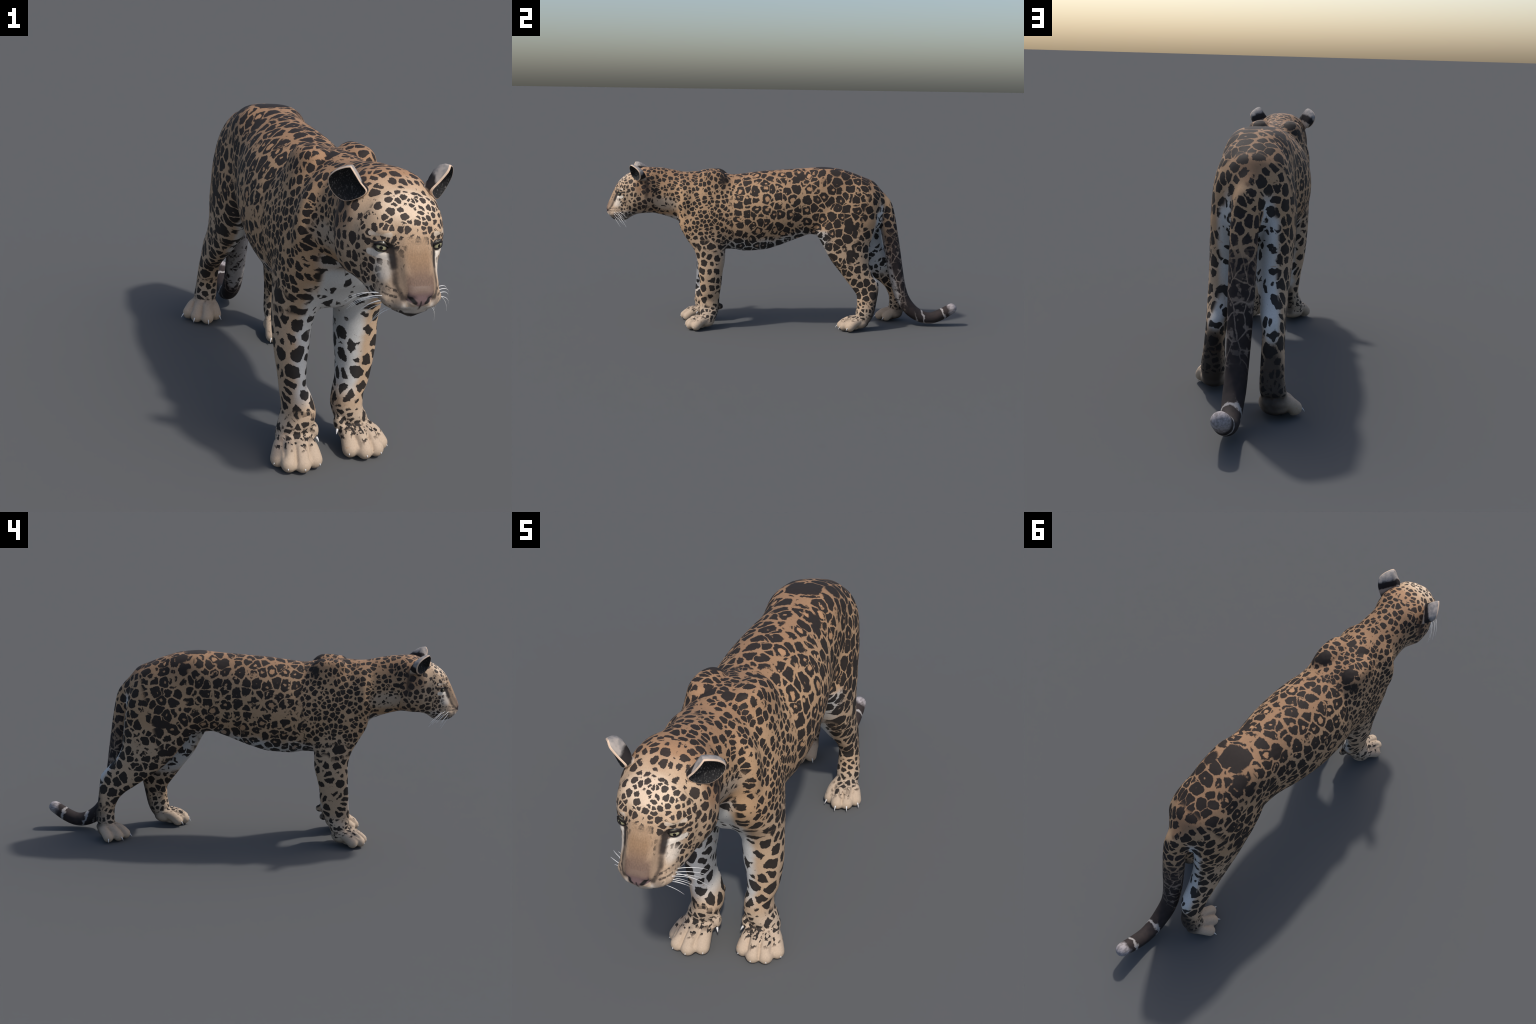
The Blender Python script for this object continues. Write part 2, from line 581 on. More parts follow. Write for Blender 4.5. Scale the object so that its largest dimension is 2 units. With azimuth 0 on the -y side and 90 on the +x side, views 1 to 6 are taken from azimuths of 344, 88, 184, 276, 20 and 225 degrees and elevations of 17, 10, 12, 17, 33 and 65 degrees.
    def finish(self, color, rough=.7, bump=None, strength=.2, dist=.002, spec=.3):
        self.put(self.bsdf.inputs['Base Color'], color)
        self.put(self.bsdf.inputs['Roughness'], rough)
        self.bsdf.inputs['Specular IOR Level'].default_value = spec
        if bump is not None:
            b = self.t.nodes.new('ShaderNodeBump')
            b.inputs['Strength'].default_value = strength
            b.inputs['Distance'].default_value = dist
            self.link(bump, b.inputs['Height'])
            self.link(b.outputs[0], self.bsdf.inputs['Normal'])
        return self.mat


# ------------------------------------------------------------------- coat colours
TAN_BACK = (.290, .168, .094)
TAN_SIDE = (.425, .270, .155)
CREAM = (.480, .350, .240)
WHITE = (.560, .550, .530)
DARK = (.0110, .0100, .0100)
ROSETTE = (.380, .215, .115)
TOE = (.425, .330, .245)


def fur_base(N):
    """Shared coordinates: mirrored position, trunk unrolled to a flat strip."""
    sway = N.mul(N.ramp(N.y, -.5, .35), .008)
    N.X = N.m('ABSOLUTE', N.sub(N.x, sway))
    N.Q = N.vec(N.X, N.y, N.z)
    N.Qw = N.warp(N.Q, 22, .016)
    N.Qf = N.warp(N.Q, 150, .006, 3)
    h = N.sub(N.z, .74)
    up = N.over(N.z, .74, .002)
    theta = N.m('ARCTAN2', N.X, N.max(h, .0001))
    s = N.fmix(up, N.sub(.74 + .13 * math.pi / 2, N.z), N.mul(theta, .13))
    t = N.fmix(up, N.X, N.m('SQRT', N.add(N.mul(N.X, N.X), N.mul(h, h))))
    sgn = N.m('SIGN', N.sub(N.x, sway))
    N.strip = N.vec(N.y, N.mul(s, sgn), N.mul(t, .22))
    N.s = s


def fine_fur(N):
    """Short hair grain that runs backward and down."""
    v = N.vec(N.mul(N.x, 1.0), N.mul(N.y, .35), N.mul(N.z, .6))
    return N.noise(v, 420, 3, .65)


def coat_material():
    """Trunk, neck, limbs: spots, rosettes and nets, each in its own place."""
    N = Nodes('spotted_coat')
    fur_base(N)
    x, y, z, X = N.x, N.y, N.z, N.X
    fuzz = N.sub(N.noise(N.strip, 190, 3, .7), .5)
    coarse = N.sub(N.noise(N.strip, 16, 2), .5)

    # where things are; borders wander with the coarse noise
    yw = N.mad(coarse, .10, y)
    zw = N.mad(coarse, .08, z)
    haunch = N.ramp(yw, .20, .27)
    fore = N.mul(N.ramp(yw, -.275, -.31), 1.0)
    neck = N.mul(N.ramp(N.mad(N.sub(z, .72), .35, yw), -.53, -.57), N.ramp(z, .56, .62))
    low = N.ramp(zw, .50, .44)
    paw = N.ramp(zw, .17, .09)
    ridge = N.ramp(N.s, .055, .03)

    w1 = N.ragged(N.strip, 26, .022)
    w2 = N.ragged(N.strip, 40, .008)
    # --- large rosettes
    fuzz = N.mul(fuzz, 1.5)
    edge = N.voronoi(w1, 21.5, 'DISTANCE_TO_EDGE', .82).outputs['Distance']
    f1n = N.voronoi(w1, 21.5, 'F1', .82)
    f1, cell = f1n.outputs['Distance'], f1n.outputs['Color']
    sc = N.t.nodes.new('ShaderNodeSeparateColor')
    N.link(cell, sc.inputs[0])
    rnd, rnd2 = sc.outputs[0], sc.outputs[1]
    e1 = N.sub(N.mad(fuzz, .07, edge), N.mul(N.max(N.sub(f1, .42), 0.0), .32))
    net_th = N.fmix(haunch, .022, .010)
    net_th = N.fmix(low, net_th, N.fmix(haunch, .035, .020))
    spot = N.over(e1, net_th, .075)
    # legs carry their own spots, laid out in the round
    wl = N.ragged(N.P, 30, .020)
    e4 = N.sub(N.mad(fuzz, .08, N.voronoi(wl, 23.0, 'DISTANCE_TO_EDGE', .9).outputs['Distance']),
               N.mul(N.max(N.sub(N.voronoi(wl, 23.0, 'F1', .9).outputs['Distance'], .40), 0.0), .42))
    legspot = N.over(e4, N.fmix(haunch, .105, .030), .05)
    hollow_r = N.mul(N.mad(rnd, .26, .04), N.fmix(haunch, 1.0, .6))
    hollow_r = N.mul(hollow_r, N.mul(N.inv(N.mul(low, .75)), N.inv(N.mul(ridge, .55))))
    hollow = N.over(N.sub(hollow_r, N.mad(fuzz, .16, f1)), 0.0, .07)
    gap = N.mul(N.over(N.noise(w1, 38, 1), .66, .06), N.mul(N.inv(haunch), N.inv(low)))
    gap = N.mul(gap, N.over(N.sub(.26, edge), 0, .05))
    rosette = N.mul(spot, N.mul(N.inv(N.mul(hollow, .88)), N.inv(N.mul(gap, .9))))
    # --- small solid spots (shoulder, neck)
    e2 = N.sub(N.mad(fuzz, .12, N.voronoi(w2, 42.0, 'DISTANCE_TO_EDGE').outputs['Distance']),
               N.mul(N.max(N.sub(N.voronoi(w2, 42.0, 'F1').outputs['Distance'], .40), 0.0), .5))
    small = N.over(e2, N.fmix(neck, .035, .055), .06)
    # --- tiny spots on the lower legs
    e3 = N.mad(fuzz, .08, N.voronoi(N.ragged(N.P, 50, .004), 40.0, 'DISTANCE_TO_EDGE').outputs['Distance'])
    tiny = N.mul(N.over(e3, .14, .07), N.ramp(zw, .055, .085))
    # --- bars across the inner side of the hind legs and elbow
    shoulder = N.mul(fore, N.ramp(zw, .47, .53))
    mark = N.fmix(N.max(shoulder, neck), rosette, small)
    legs = N.mul(N.ramp(zw, N.fmix(haunch, .48, .40), N.fmix(haunch, .42, .34)), N.max(fore, haunch))
    legs = N.max(legs, N.ramp(N.mad(N.sub(z, .80), -.25, y), .44, .50))
    legs = N.max(legs, N.mul(N.ramp(X, .10, .07), N.mul(N.ramp(y, -.46, -.50), N.ramp(z, .68, .64))))
    mark = N.fmix(legs, mark, legspot)
    lower = N.ramp(zw, N.fmix(haunch, .16, .20), N.fmix(haunch, .11, .15))
    mark = N.fmix(lower, mark, tiny)

    # --- ground colour
    up = N.ramp(N.mad(coarse, .05, N.s), .20, .04)
    base = N.mix(up, TAN_SIDE, TAN_BACK)
    down = N.ramp(zw, .60, .46)
    base = N.mix(N.mul(down, .7), base, CREAM)
    # pale underside, inner legs, chest and throat
    belly_z = N.ramp(y, -.30, .22, .485, .548)
    trunk_y = N.mul(N.ramp(y, -.36, -.30), N.ramp(y, .27, .20))
    belly = N.mul(trunk_y, N.ramp(N.sub(zw, belly_z), .035, -.025))
    inner_f = N.mul(N.mul(fore, N.ramp(z, .14, .22)),
                    N.mul(N.ramp(N.mad(coarse, .05, X), .112, .080), N.ramp(z, .56, .48)))
    inner_h = N.mul(N.mul(haunch, N.ramp(z, .24, .34)),
                    N.mul(N.ramp(N.mad(coarse, .03, X), .098, .070), N.ramp(z, .74, .66)))
    inner_h = N.mul(inner_h, N.inv(N.blob(N.P, (.013, .580, .69), (.056, .075, .12), .2)))
    chest = N.mul(N.ramp(y, -.44, -.50), N.mul(N.ramp(X, .085, .055), N.mul(N.ramp(N.mad(coarse, .05, z), .62, .57), N.ramp(z, .34, .42))))
    throat = N.mul(neck, N.mul(N.ramp(N.mad(coarse, .04, z), .640, .615), N.ramp(X, .10, .06)))
    rear = N.any(N.capsule(N.P, (.075, .515, .64), (.085, .495, .45), .034, .5), N.capsule(N.P, (.085, .49, .45), (.108, .525, .27), .030, .5),
                 N.capsule(N.P, (-.065, .565, .62), (-.065, .60, .43), .034, .5), N.capsule(N.P, (-.07, .60, .43), (-.09, .70, .29), .032, .5))
    inner_h = N.max(inner_h, N.mul(rear, N.inv(N.blob(N.P, (.013, .580, .69), (.056, .075, .12), .2))))
    pale = N.any(belly, inner_f, inner_h, chest, N.mul(throat, .8))
    nside = N.blob(N.Qw, (.10, -.665, .700), (.05, .075, .040), .5)
    base = N.mix(N.mul(nside, .7), base, (.42, .345, .27))
    base = N.mix(pale, base, WHITE)
    base = N.mix(N.mul(paw, N.inv(N.mul(pale, .7))), base, TOE)
    # inner thigh and chest carry few marks
    mark = N.mul(mark, N.inv(N.mul(inner_h, N.over(N.noise(N.Q, 24, 1), .52, .05))))
    mark = N.mul(mark, N.inv(N.mul(N.max(chest, nside), N.over(N.noise(N.Q, 30, 1), .5, .06))))
    # dark stripe on the neck
    toes = N.mul(N.ramp(zw, .045, .065), N.mul(N.ramp(z, .115, .085), N.over(N.noise(N.vm('MULTIPLY', N.Q, (1, .5, 1)), 95, 2), .565, .03)))
    mark = N.max(mark, N.mul(toes, N.fmix(haunch, .95, .5)))
    stripe = N.any(N.capsule(N.Qw, (.107, -.745, .790), (.105, -.665, .738), .008),
                   N.capsule(N.Qw, (.105, -.655, .735), (.118, -.575, .668), .008),
                   N.capsule(N.Qw, (.07, -.69, .648), (.085, -.60, .625), .012))
    mark = N.max(mark, stripe)
    # baked occlusion smudges painted black on withers, croup and haunch
    patch = N.any(N.blob(N.Qw, (.0, .215, .905), (.060, .045, .04)),
                  N.mul(N.blob(N.Qf, (.075, .275, .875), (.03, .035, .04), .6), .9),
                  N.blob(N.Qw, (.064, -.352, .872), (.026, .030, .035)),
                  N.mul(N.blob(N.Qw, (.100, -.345, .830), (.040, .026, .035), .6), .62),
                  N.blob(N.Qw, (.026, -.480, .872), (.018, .022, .03)),
                  N.mul(N.blob(N.Qf, (.085, .085, .865), (.022, .026, .04), .6), .95),
                  N.mul(N.blob(N.Qw, (.152, .365, .585), (.04, .040, .022), .4), .95),
                  N.mul(N.blob(N.Qw, (.150, .365, .440), (.04, .028, .022), .4), .95))
    mark = N.max(mark, N.over(N.mad(fuzz, .35, patch), .48, .45))

    soft = N.ramp(mark, .05, .95)
    mark = N.ramp(mark, .15, .85)
    Pw = N.warp(N.P, 40, .012)
    heel = N.any(N.capsule(Pw, (.125, .545, .20), (.132, .480, .025), .046, .5),
                 N.capsule(Pw, (-.090, .725, .22), (-.102, .678, .025), .046, .5),
                 N.mul(N.capsule(Pw, (.10, -.352, .15), (.105, -.378, .05), .022, .5), .8),
                 N.mul(N.capsule(Pw, (-.07, -.368, .16), (-.08, -.415, .05), .022, .5), .8))
    base = N.mix(N.mul(heel, .93), base, (.024, .020, .019))
    grain = fine_fur(N)
    base = N.mix(N.ramp(grain, .35, .7, 0, .30), base, N.mix(1.0, base, N.vm('SCALE', base, scale=.62)))
    inside = N.mul(hollow, N.inv(N.max(shoulder, neck)))
    base = N.mix(N.mul(inside, .7), base, ROSETTE)
    tone = N.mix(N.mul(N.noise(N.Q, 90, 2), .6), DARK, (.024, .019, .018))
    tone = N.mix(N.ramp(soft, .98, .55, 0, .55), tone, (.085, .050, .030))
    color = N.mix(N.mul(mark, .97), base, tone)
    return N.finish(color, .78, grain, .25, .0015, .22)


def tail_material():
    N = Nodes('tail_fur')
    fur_base(N)
    fuzz = N.sub(N.noise(N.P, 150, 3, .7), .5)
    w = N.warp(N.P, 24, .02)
    v = N.vec(w, 0, 0)
    sep = N.t.nodes.new('ShaderNodeSeparateXYZ')
    N.link(w, sep.inputs[0])
    w = N.vec(sep.outputs[0], sep.outputs[1], N.mul(sep.outputs[2], .75))
    e = N.mad(fuzz, .08, N.voronoi(w, 19, 'DISTANCE_TO_EDGE').outputs['Distance'])
    wl = N.ragged(N.P, 30, .020)
    fz = N.mul(N.sub(N.noise(N.P, 190, 3, .7), .5), 1.5)
    e4 = N.sub(N.mad(fz, .08, N.voronoi(wl, 23.0, 'DISTANCE_TO_EDGE', .9).outputs['Distance']),
               N.mul(N.max(N.sub(N.voronoi(wl, 23.0, 'F1', .9).outputs['Distance'], .40), 0.0), .42))
    net = N.fmix(N.ramp(N.z, .60, .42), N.over(e4, .030, .05), N.mul(N.over(e, .028, .05), N.inv(N.mul(N.over(N.noise(N.P, 38, 3), .60, .08), .75))))
    base = N.mix(N.ramp(N.z, .30, .70), (.23, .18, .15), TAN_SIDE)
    # rings toward the tip, counted along the last bend
    along = N.mad(fuzz, .016, N.mad(N.noise(N.P, 30, 1), .035, N.mad(N.z, .35, N.y)))
    rings = N.any(*[N.ramp(N.m('ABSOLUTE', N.sub(along, c)), wd, wd * .35)
                    for c, wd in ((.967, .010), (.842, .008), (.797, .006))])
    rings = N.mul(rings, N.ramp(N.y, .745, .78))
    tipm = N.over(along, 1.005, .02)
    # pale lower side of the tail
    under = N.ramp(N.sub(N.mad(fuzz, .01, N.y), N.ramp(N.z, .62, .05, .560, .69)), .0, -.02)
    under2 = N.mul(N.ramp(N.y, .70, .74), N.mul(N.ramp(N.mad(fuzz, .012, N.z), .028, .012), N.ramp(N.y, .90, .86)))
    end = N.over(N.y, .70, .03)
    mark = N.fmix(end, net, 1.0)
    mark = N.mul(mark, N.inv(N.mul(rings, N.fmix(end, .5, .9))))
    mark = N.mul(mark, N.inv(N.mul(N.max(N.mul(under, N.over(N.noise(N.P, 40, 2), .46, .08)), under2), .85)))
    base = N.mix(N.any(under, under2, N.mul(rings, end)), base, (.33, .31, .30))
    color = N.mix(mark, base, N.mix(N.noise(N.P, 40, 2), (.014, .013, .014), (.042, .030, .028)))
    color = N.mix(tipm, color, N.mix(N.ramp(N.noise(N.vec(N.mul(N.x, 3), N.y, N.mul(N.z, 3)), 40, 2), .35, .65),
                                     (.20, .18, .18), (.33, .30, .305)))
    return N.finish(color, .8, fine_fur(N), .25, .0015, .2)


def head_material():
    N = Nodes('face_fur')
    N.X = N.m('ABSOLUTE', N.sub(N.x, N.mul(N.max(N.sub(-.70, N.y), 0.0), .020)))
    N.Q = N.vec(N.X, N.y, N.z)
    y, z, X = N.y, N.z, N.X
    Qw = N.warp(N.Q, 45, .008)
    Qf = N.warp(N.Q, 130, .004)
    fuzz = N.sub(N.noise(N.Q, 240, 3, .7), .5)
    coarse = N.sub(N.noise(N.Q, 20, 1), .5)
    grain = N.noise(N.vec(X, N.mul(y, .5), N.mul(z, .5)), 380, 3, .65)

    nape = N.ramp(N.mad(coarse, .05, y), -.86, -.80)
    base = N.mix(nape, (.46, .325, .215), (.33, .19, .105))
    cheek = N.blob(Qw, (.10, -.82, .70), (.06, .11, .065), .4)
    base = N.mix(N.mul(cheek, .7), base, (.41, .29, .19))
    fore = N.blob(Qw, (.0, -.90, .835), (.065, .045, .04), .4)
    base = N.mix(N.mul(fore, .8), base, (.64, .50, .37))
    jaw = N.ramp(N.mad(coarse, .03, z), .665, .635)
    base = N.mix(jaw, base, (.46, .41, .36))
    # cheeks under the eye and the whisker pads are pale
    pad = N.blob(Qw, (.060, -.945, .655), (.035, .04, .040), .4)
    base = N.mix(N.mul(pad, .8), base, (.46, .335, .23))
    under = N.any(N.capsule(Qf, (.052, -.938, .730), (.088, -.902, .735), .0085),
                  N.mul(N.blob(Qw, (.064, -.930, .705), (.018, .03, .026), .5), .75))
    base = N.mix(under, base, (.66, .585, .50))
    brow = N.capsule(Qf, (.054, -.930, .779), (.086, -.898, .777), .0056)
    base = N.mix(N.mul(brow, .85), base, (.60, .50, .40))

    # bridge of the nose: plain warm brown, darker toward the nose
    bx = N.ramp(N.mad(coarse, .012, N.mad(fuzz, .010, N.mad(N.sub(.74, z), .12, X))), .052, .016)
    bx = N.max(bx, N.mul(N.ramp(N.mad(fuzz, .008, X), .044, .026), N.ramp(z, .735, .695)))
    bridge = N.mul(bx, N.mul(N.mul(N.ramp(N.mad(coarse, .08, N.mad(fuzz, .04, z)), .815, .735), N.ramp(z, .634, .648)), N.ramp(y, -.900, -.93)))
    bridge_c = N.mix(N.ramp(z, .740, .685), (.265, .165, .095), (.160, .105, .078))
    base = N.mix(bridge, base, N.mix(N.ramp(grain, .3, .7, 0, .4), bridge_c, N.vm('SCALE', bridge_c, scale=.65)))

    flank = N.mul(N.ramp(N.m('ABSOLUTE', N.sub(N.mad(fuzz, .006, X), .045)), .013, .003), N.mul(N.ramp(z, .76, .73), N.ramp(y, -.915, -.935)))
    base = N.mix(N.mul(flank, .45), base, (.085, .055, .042))
    # spots: largest on the cheeks, finest on the brow and under the eyes
    wq = N.ragged(N.P, 40, .004)
    e_c = N.sub(N.mad(fuzz, .10, N.voronoi(wq, 38, 'DISTANCE_TO_EDGE', .9).outputs['Distance']),
                N.mul(N.max(N.sub(N.voronoi(wq, 38, 'F1', .9).outputs['Distance'], .40), 0.0), .5))
    e_f = N.sub(N.mad(fuzz, .13, N.voronoi(wq, 56, 'DISTANCE_TO_EDGE', .9).outputs['Distance']),
                N.mul(N.max(N.sub(N.voronoi(wq, 56, 'F1', .9).outputs['Distance'], .38), 0.0), .5))
    big = N.over(e_c, .065, .05)
    fin = N.over(e_f, .060, .05)
    front = N.ramp(N.mad(coarse, .03, y), -.860, -.885)
    mark = N.fmix(front, big, fin)
    keep = N.mul(N.inv(bridge), N.inv(N.max(N.mul(under, .7), brow)))
    keep = N.mul(N.mul(keep, N.inv(N.mul(pad, .65))), N.inv(flank))
    keep = N.mul(keep, N.inv(N.mul(N.ramp(y, -.965, -.975), 1.0)))
    mark = N.mul(mark, keep)
    # lines of dots on the whisker pad
    rq = N.vm('MULTIPLY', N.warp(N.Q, 80, .006), (.2, 1, 1))
    rows = N.any(*[N.capsule(rq, (.009, -.982 + .006 * k, .664 - .0115 * k),
                             (.013, -.922 - .003 * k, .672 - .0150 * k), .0032, .5) for k in range(4)])
    rows = N.mul(rows, N.over(N.noise(N.Q, 95, 1), .47, .08))
    # tear line, eye rim, mouth
    tear = N.any(N.capsule(Qf, (.050, -.934, .746), (.044, -.946, .712), .0100, .5),
                 N.mul(N.capsule(Qf, (.041, -.945, .712), (.045, -.962, .680), .008, .6), .85),
                 N.mul(N.capsule(Qf, (.045, -.962, .680), (.037, -.986, .652), .006, .6), .85))
    rim = N.any(N.blob(Qf, (.064, -.924, .751), (.026, .03, .0125), .2),
                N.capsule(Qf, (.076, -.912, .757), (.096, -.885, .762), .0045, .4))
    lips = N.any(*[N.capsule(Qf, a, b, r, .3) for a, b, r in (
        ((.0, -.990, .617), (.040, -.976, .612), .0045), ((.040, -.976, .612), (.060, -.945, .610), .0075),
        ((.060, -.945, .610), (.070, -.900, .618), .0125), ((.074, -.900, .620), (.082, -.870, .634), .008))])
    lips = N.max(lips, N.mul(N.ramp(z, .616, .610), N.mul(N.ramp(y, -.93, -.95), N.ramp(y, -.985, -.975))))
    cleft = N.capsule(Qf, (.0, -1.0, .645), (.0, -.985, .612), .0035, .4)
    chin = N.mul(N.ramp(z, .603, .597), N.ramp(y, -.985, -.97))
    mark = N.ramp(mark, .2, .7)
    mark = N.any(mark, N.mul(rows, .9), tear, rim, lips, cleft)
    base = N.mix(chin, base, (.34, .33, .32))
    mark = N.mul(mark, N.inv(N.mul(chin, .8)))
    # dark fur behind the cheek where the neck begins and at the root of the ears
    ruff = N.any(N.mul(N.blob(Qw, (.112, -.765, .79), (.03, .012, .06), .5), .8),
                 N.mul(N.capsule(Qw, (.112, -.765, .69), (.08, -.79, .65), .007, .4), .9))
    mark = N.max(mark, ruff)
    base = N.mix(N.ramp(grain, .35, .7, 0, .28), base, N.vm('SCALE', base, scale=.62))
    tone = N.mix(N.noise(N.Q, 90, 2), DARK, (.030, .021, .019))
    color = N.mix(N.mul(mark, .96), base, tone)
    return N.finish(color, .75, grain, .25, .0012, .25)


def nose_material():
    N = Nodes('nose_skin')
    X = N.m('ABSOLUTE', N.sub(N.x, N.mul(N.max(N.sub(-.70, N.y), 0.0), .020)))
    Q = N.vec(X, N.y, N.z)
    grain = N.noise(N.vec(X, N.mul(N.y, .5), N.mul(N.z, .5)), 380, 3, .65)
    pink = N.mix(N.ramp(N.z, .675, .655), N.mix(N.ramp(grain, .3, .7, 0, .4), (.16, .105, .078), (.104, .068, .050)), (.150, .098, .098))
    nostril = N.capsule(Q, (.030, -.984, .664), (.0125, -.998, .6435), .0046, .4)
    vee = N.ramp(N.sub(N.z, N.mad(X, .50, .6335)), .0015, -.0015)
    shine = N.blob(Q, (.0, -.995, .672), (.022, .02, .007), .6)  # highlight on top of the nose, painted as a lighter colour
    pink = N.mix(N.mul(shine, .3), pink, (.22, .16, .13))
    groove = N.capsule(Q, (0, -1.0, .648), (0, -.99, .63), .0022, .4)
    side = N.mul(N.ramp(X, .025, .033), N.ramp(N.z, .675, .655))  # shading in the grooves beside the nose, drawn in near-black
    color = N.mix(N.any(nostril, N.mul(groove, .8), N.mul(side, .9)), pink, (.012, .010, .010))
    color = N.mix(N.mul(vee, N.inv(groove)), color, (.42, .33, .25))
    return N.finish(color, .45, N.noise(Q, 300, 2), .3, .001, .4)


def ear_materials():
    B = Nodes('ear_back_fur')
    gen = B.noise(B.P, 60, 2)
    X = B.m('ABSOLUTE', B.x)
    # distance along the axis from the root of the ear to its tip
    al = B.mad(B.sub(gen, .5), .014, B.add(B.mul(B.sub(X, .085), .60), B.sub(B.mul(B.sub(B.z, .83), .55),
                                                                           B.mul(B.add(B.y, .80), .35))))
    band = B.mul(B.ramp(al, .018, .025), B.ramp(al, .052, .042))
    pale = B.mix(B.ramp(gen, .35, .65), (.22, .205, .195), (.34, .30, .27))
    root = B.mix(B.ramp(al, .0, .014), (.20, .15, .115), (.42, .34, .27))
    col = B.mix(B.ramp(al, .03, .045), root, pale)
    back = B.finish(B.mix(band, col, (.018, .015, .015)), .8, gen, .2, .001, .2)
    I = Nodes('ear_inside')
    hair = I.noise(I.vec(I.mul(I.x, 2.0), I.y, I.mul(I.z, .6)), 220, 4, .7)
    inside = I.finish(I.mix(I.ramp(hair, .54, .72), (.013, .013, .014), (.20, .19, .18)), .8, hair, .3, .001, .2)
    R = Nodes('ear_rim_fur')
    rim = R.finish(R.mix(R.noise(R.P, 120, 2), (.68, .52, .40), (.50, .36, .26)), .8, None, spec=.2)
    return back, inside, rim


def eye_material():
    N = Nodes('eye_glass')
    r = N.m('SQRT', N.add(N.mul(N.x, N.x), N.mul(N.z, N.z)))
    fib = N.noise(N.vec(N.m('ARCTAN2', N.x, N.z), N.mul(r, 20), 0), 9, 3)
    iris = N.mix(N.ramp(fib, .3, .7), (.22, .205, .11), (.38, .355, .23))
    iris = N.mix(N.ramp(r, .0085, .0118), iris, (.05, .045, .03))
    col = N.mix(N.ramp(r, .0045, .0038), iris, (.004, .004, .004))
    col = N.mix(N.ramp(r, .0118, .0128), col, (.018, .015, .014))
    N.bsdf.inputs['Coat Weight'].default_value = .15
    return N.finish(col, .22, spec=.35)


def plain(name, c, rough, var=.0, spec=.4):
    N = Nodes(name)
    n = N.noise(N.P, 200, 2)
    return N.finish(N.mix(N.mul(n, var), c, tuple(v * .5 for v in c)), rough, spec=spec)


# --------------------------------------------------------------- assemble the animal
animal = bpy.data.objects.new('leopard', None)
animal['label'] = 'golden spotted big cat standing with lowered tail'
animal['category'] = 'wild cat'
bpy.context.scene.collection.objects.link(animal)


def add(name, me, parent, mat=None, smooth=True):
    ob = bpy.data.objects.new(name, me)
    bpy.context.scene.collection.objects.link(ob)
    ob.parent = parent
    if mat is not None and not me.materials:
        me.materials.append(mat)
    if smooth:
        me.polygons.foreach_set('use_smooth', [True] * len(me.polygons))
    return ob


def split_skin(me):
    nv, nf = len(me.vertices), len(me.polygons)
    co = np.empty(nv * 3)
    me.vertices.foreach_get('co', co)
    co = co.reshape(-1, 3)
    no = np.empty(nv * 3)
    me.vertex_normals.foreach_get('vector', no)
    no = no.reshape(-1, 3)
    loops = np.empty(len(me.loops), int)
    me.loops.foreach_get('vertex_index', loops)
    quads = loops.reshape(-1, 4)
    c = co[quads].mean(1)
    x, y, z = c.T
    sway = pchip([q[0] for q in SWAY], [q[1] for q in SWAY], y).ravel()
    trunk, _ = trunk_parts()
    bt = BVHTree.FromPolygons([tuple(v) for v in trunk[0]], trunk[1])
    lab = np.full(nf, 'torso', dtype=object)
    lab[y + .35 * (z - .72) < -.575] = 'neck'
    lab[y + .15 * (z - .77) < -.738] = 'head'
    nosem = (y < -.984) & (z > .634) & (z < .682) & (abs(x - .006) < .030)
    lab[nosem] = 'nose'
    t = np.array(TAIL)
    sp = catmull(t, 120)
    d = np.sqrt(((c[:, None, :] - sp[None, :, :3])**2).sum(2))
    k = d.argmin(1)
    tailm = (d[np.arange(nf), k] < sp[k, 3] * 1.22) & (y > .54) & (z < .70) & (k > 12)
    for key, tab, s in (('forelimb', FORELEG_RIGHT, 1), ('forelimb.001', FORELEG_LEFT, -1),
                        ('hindlimb', HINDLEG_RIGHT, 1), ('hindlimb.001', HINDLEG_LEFT, -1)):
        bl = BVHTree.FromPolygons(*[(list(map(tuple, v)), f) for v, f in [leg(tab, s)]][0])
        fore = key.startswith('fore')
        box = (s * (x - sway) > -.005) & (z < (.80 if fore else .76)) & ((y > -.62) & (y < -.22) if fore else (y > .12))
        box &= (lab == 'torso') | (lab == 'neck')
        for i in np.nonzero(box)[0]:
            p = Vector(c[i])
            if z[i] < .40 or bl.find_nearest(p)[3] < bt.find_nearest(p)[3]:
                lab[i] = key
        for pk, lim in ((key.replace('limb', 'paw'), .098),):
            lab[(lab == key) & (z < lim)] = pk
    lab[tailm & ~((lab == 'torso') & (z > .66))] = 'tail'
    return co, no, quads, lab


def piece(name, co, no, quads, mask, parent, mat):
    q = quads[mask]
    used, inv = np.unique(q, return_inverse=True)
    inv = inv.reshape(q.shape)
    me = bpy.data.meshes.new(name)
    me.from_pydata(co[used].tolist(), [], inv.tolist())
    ob = add(name, me, parent, mat)
    me.normals_split_custom_set_from_vertices([tuple(n) for n in no[used]])
    return ob


co, no, quads, lab = split_skin(body)
coat, tailm, face, nosem = coat_material(), tail_material(), head_material(), nose_material()
made = {}
for key in sorted(set(lab)):
    if key == 'nose':
        continue
    nm = key.split('.')[0]
    nm = 'paw' if 'paw' in nm else nm
    made[key] = piece(nm, co, no, quads, lab == key, animal,
                      {'head': face, 'tail': tailm}.get(key, coat))
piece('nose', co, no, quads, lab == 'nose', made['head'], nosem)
bpy.data.meshes.remove(body)

# ------------------------------------------------------------------------------ ears
EAR_RIM = [(.121, -.850, .913), (.113, -.856, .900), (.097, -.854, .878), (.080, -.851, .857), (.091, -.838, .840),
           (.115, -.813, .828), (.139, -.797, .845), (.152, -.799, .875), (.145, -.816, .896), (.131, -.838, .909)]


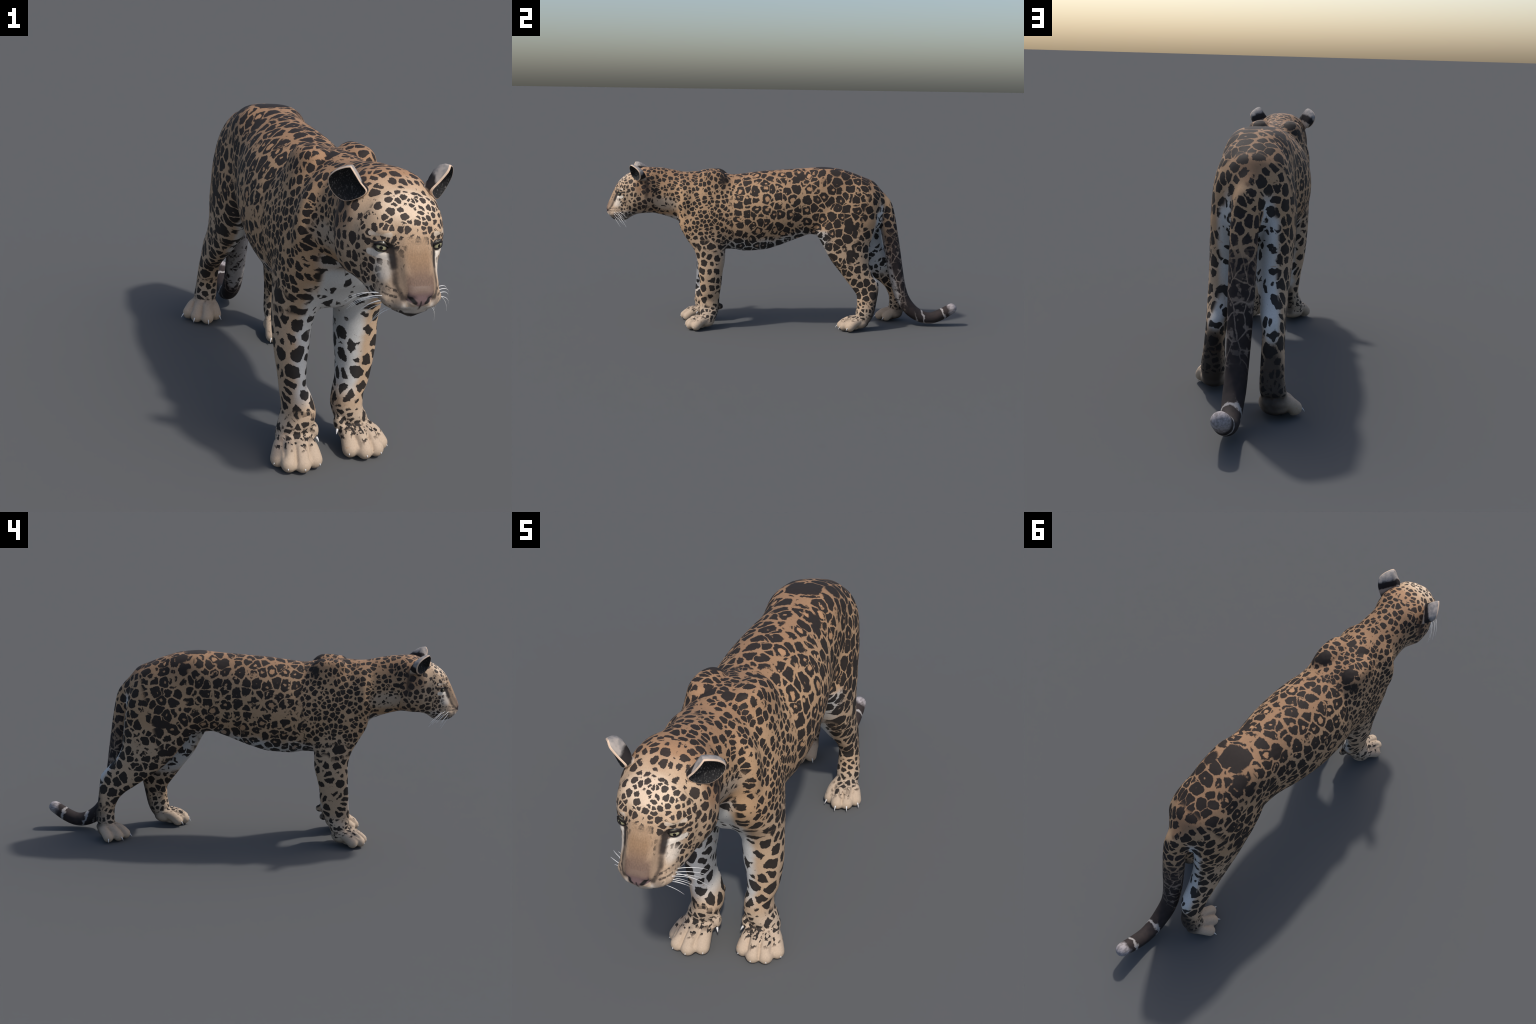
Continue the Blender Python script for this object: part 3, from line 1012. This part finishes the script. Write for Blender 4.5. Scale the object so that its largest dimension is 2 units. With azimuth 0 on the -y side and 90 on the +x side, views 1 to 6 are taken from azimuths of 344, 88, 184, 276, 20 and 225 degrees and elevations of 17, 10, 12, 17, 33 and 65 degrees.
def ear_mesh(side):
    rim = np.array(EAR_RIM)
    rim = catmull(np.vstack([rim, rim[:1]]), 41)[:-1]
    c0 = rim.mean(0)
    n = len(rim)
    back = [(1.0, (0, 0, 0)), (1.03, (-.003, .004, .001)), (1.05, (-.009, .013, .001)), (1.04, (-.017, .024, -.003)),
            (1.0, (-.026, .031, -.013)), (.92, (-.034, .035, -.030)), (.80, (-.040, .036, -.050))]
    inner = [(.97, (0, -.0004, 0)), (.90, (-.002, .004, .0)), (.70, (-.007, .012, .001)),
             (.40, (-.010, .015, .003)), (.10, (-.010, .015, .004))]
    rings = [c0 + (rim - c0) * s + np.array(o) for s, o in back[::-1]] + \
            [c0 + (rim - c0) * s + np.array(o) for s, o in inner]
    v, f = loft(rings)
    v = v * [side, 1, 1]
    me = make_mesh('ear', v, f)
    nb = len(back)
    mats = ear_mats
    for m in mats:
        me.materials.append(m)
    for i, p in enumerate(me.polygons):
        ring = i // n
        p.material_index = 1 if len(p.vertices) > 4 else (0 if ring < nb - 2 else (2 if ring < nb else 1))
    return me


ear_mats = ear_materials()
for s in (1, -1):
    add('ear', ear_mesh(s), made['head'])

# ------------------------------------------------------------------------------ eyes
EYE = Vector((.0625, -.9070, .7505))
EYE_R = .0185
eyem = eye_material()
lidm = plain('eyelid_skin', (.012, .010, .010), .85, spec=.15)
v, f = ellipsoid((0, 0, 0), (EYE_R, EYE_R, EYE_R), n=18)
eye_me = make_mesh('eye', v, f)
for s in (1, -1):
    e = add('eye', eye_me, made['head'], eyem)
    shift = Vector((float(head_turn(EYE.y)), 0, 0))
    e.location = Vector((s * EYE.x, EYE.y, EYE.z)) + shift
    e.rotation_euler = (math.radians(6), 0, s * math.radians(22))
    # rim of the lids: an almond loop lying on the eyeball, outer corner raised
    pts = []
    for k in range(33):
        a = 2 * math.pi * k / 32
        h = .92 * math.cos(a)
        vtop = (.34 if math.sin(a) > 0 else .40) * math.sin(a) + .16 * math.cos(a)
        d = Vector((math.sin(h) * math.cos(vtop), -math.cos(h) * math.cos(vtop), math.sin(vtop)))
        d.rotate(Matrix.Rotation(math.radians(20), 3, 'Z'))
        pts.append(Vector((s * d.x, d.y, d.z)) * (EYE_R + .0004) + Vector((s * EYE.x, EYE.y, EYE.z)) + shift)
    r = [.0017 + .0008 * max(0, math.sin(2 * math.pi * k / 32)) for k in range(33)]
    v, f = tube(pts, r, n=10, steps=97)
    add('eyelid', make_mesh('eyelid', v, f), made['head'], lidm)

# -------------------------------------------------------------------------- whiskers
whm = plain('whisker_hair', (.80, .79, .77), .35)
rw = random.Random(3)
for s in (1, -1):
    for k in range(10):
        row, col = k % 4, k // 4
        root = Vector((.005, 0, 0)) + Vector((s * (.056 - .006 * row), -.955 + .014 * col, .648 - .0085 * row))
        length = rw.uniform(.085, .135) * (1 - .10 * row) * (.75 + .1 * col)
        out = Vector((s * rw.uniform(.75, .95), rw.uniform(.10, .45), rw.uniform(-.05, .22) - .12 * row)).normalized()
        pts = []
        for j in range(6):
            t = j / 5
            p = root + out * length * t + Vector((-s * .25 * t * t, .28 * t * t, -.45 * t**2.2)) * length
            pts.append(p)
        v, f = tube(pts, [.00075, .00075, .0007, .0006, .00045, .00022], n=6, steps=20)
        add('whisker', make_mesh('whisker', v, f), made['head'], whm)

# ----------------------------------------------------------------------------- claws
clawm = plain('claw_horn', (.62, .61, .60), .3, .4)


def claw(base, d, length, r):
    d = Vector(d).normalized()
    pts, rad = [], []
    for j in range(5):
        t = j / 4
        pts.append(Vector(base) + Vector((d.x * t, d.y * t, -.55 * t - .55 * t * t)) * length)
        rad.append(r * (1 - t)**.7 + .0004)
    v, f = tube(pts, rad, n=10, steps=14)
    return make_mesh('claw', v, f)


for name, P in PAWS.items():
    key = {'fore+': 'forepaw', 'fore-': 'forepaw.001', 'hind+': 'hindpaw', 'hind-': 'hindpaw.001'}[name]
    hind = name.startswith('hind')
    for t in P['tips']:
        d = Vector((t[0] - P['sole'][0], t[1] - P['sole'][1], 0)).normalized()
        r = P['r']
        if hind:
            b = (t[0] + d.x * r * .78, t[1] + d.y * r * .78, .026)
            me = claw(b, d * .40, .014, .0030)
        else:
            b = (t[0] + d.x * r * .90, t[1] + d.y * r * .90, .021)
            me = claw(b, d * .8, .003, .0018)
        add('claw', me, made[key], clawm)
for key, b, d in (('forepaw.001', (-.022, -.492, .058), (.5, -.8, 0)), ('forepaw', (.051, -.461, .060), (-.5, -.8, 0))):
    add('claw', claw(b, d, .009, .0036), made[key], clawm)
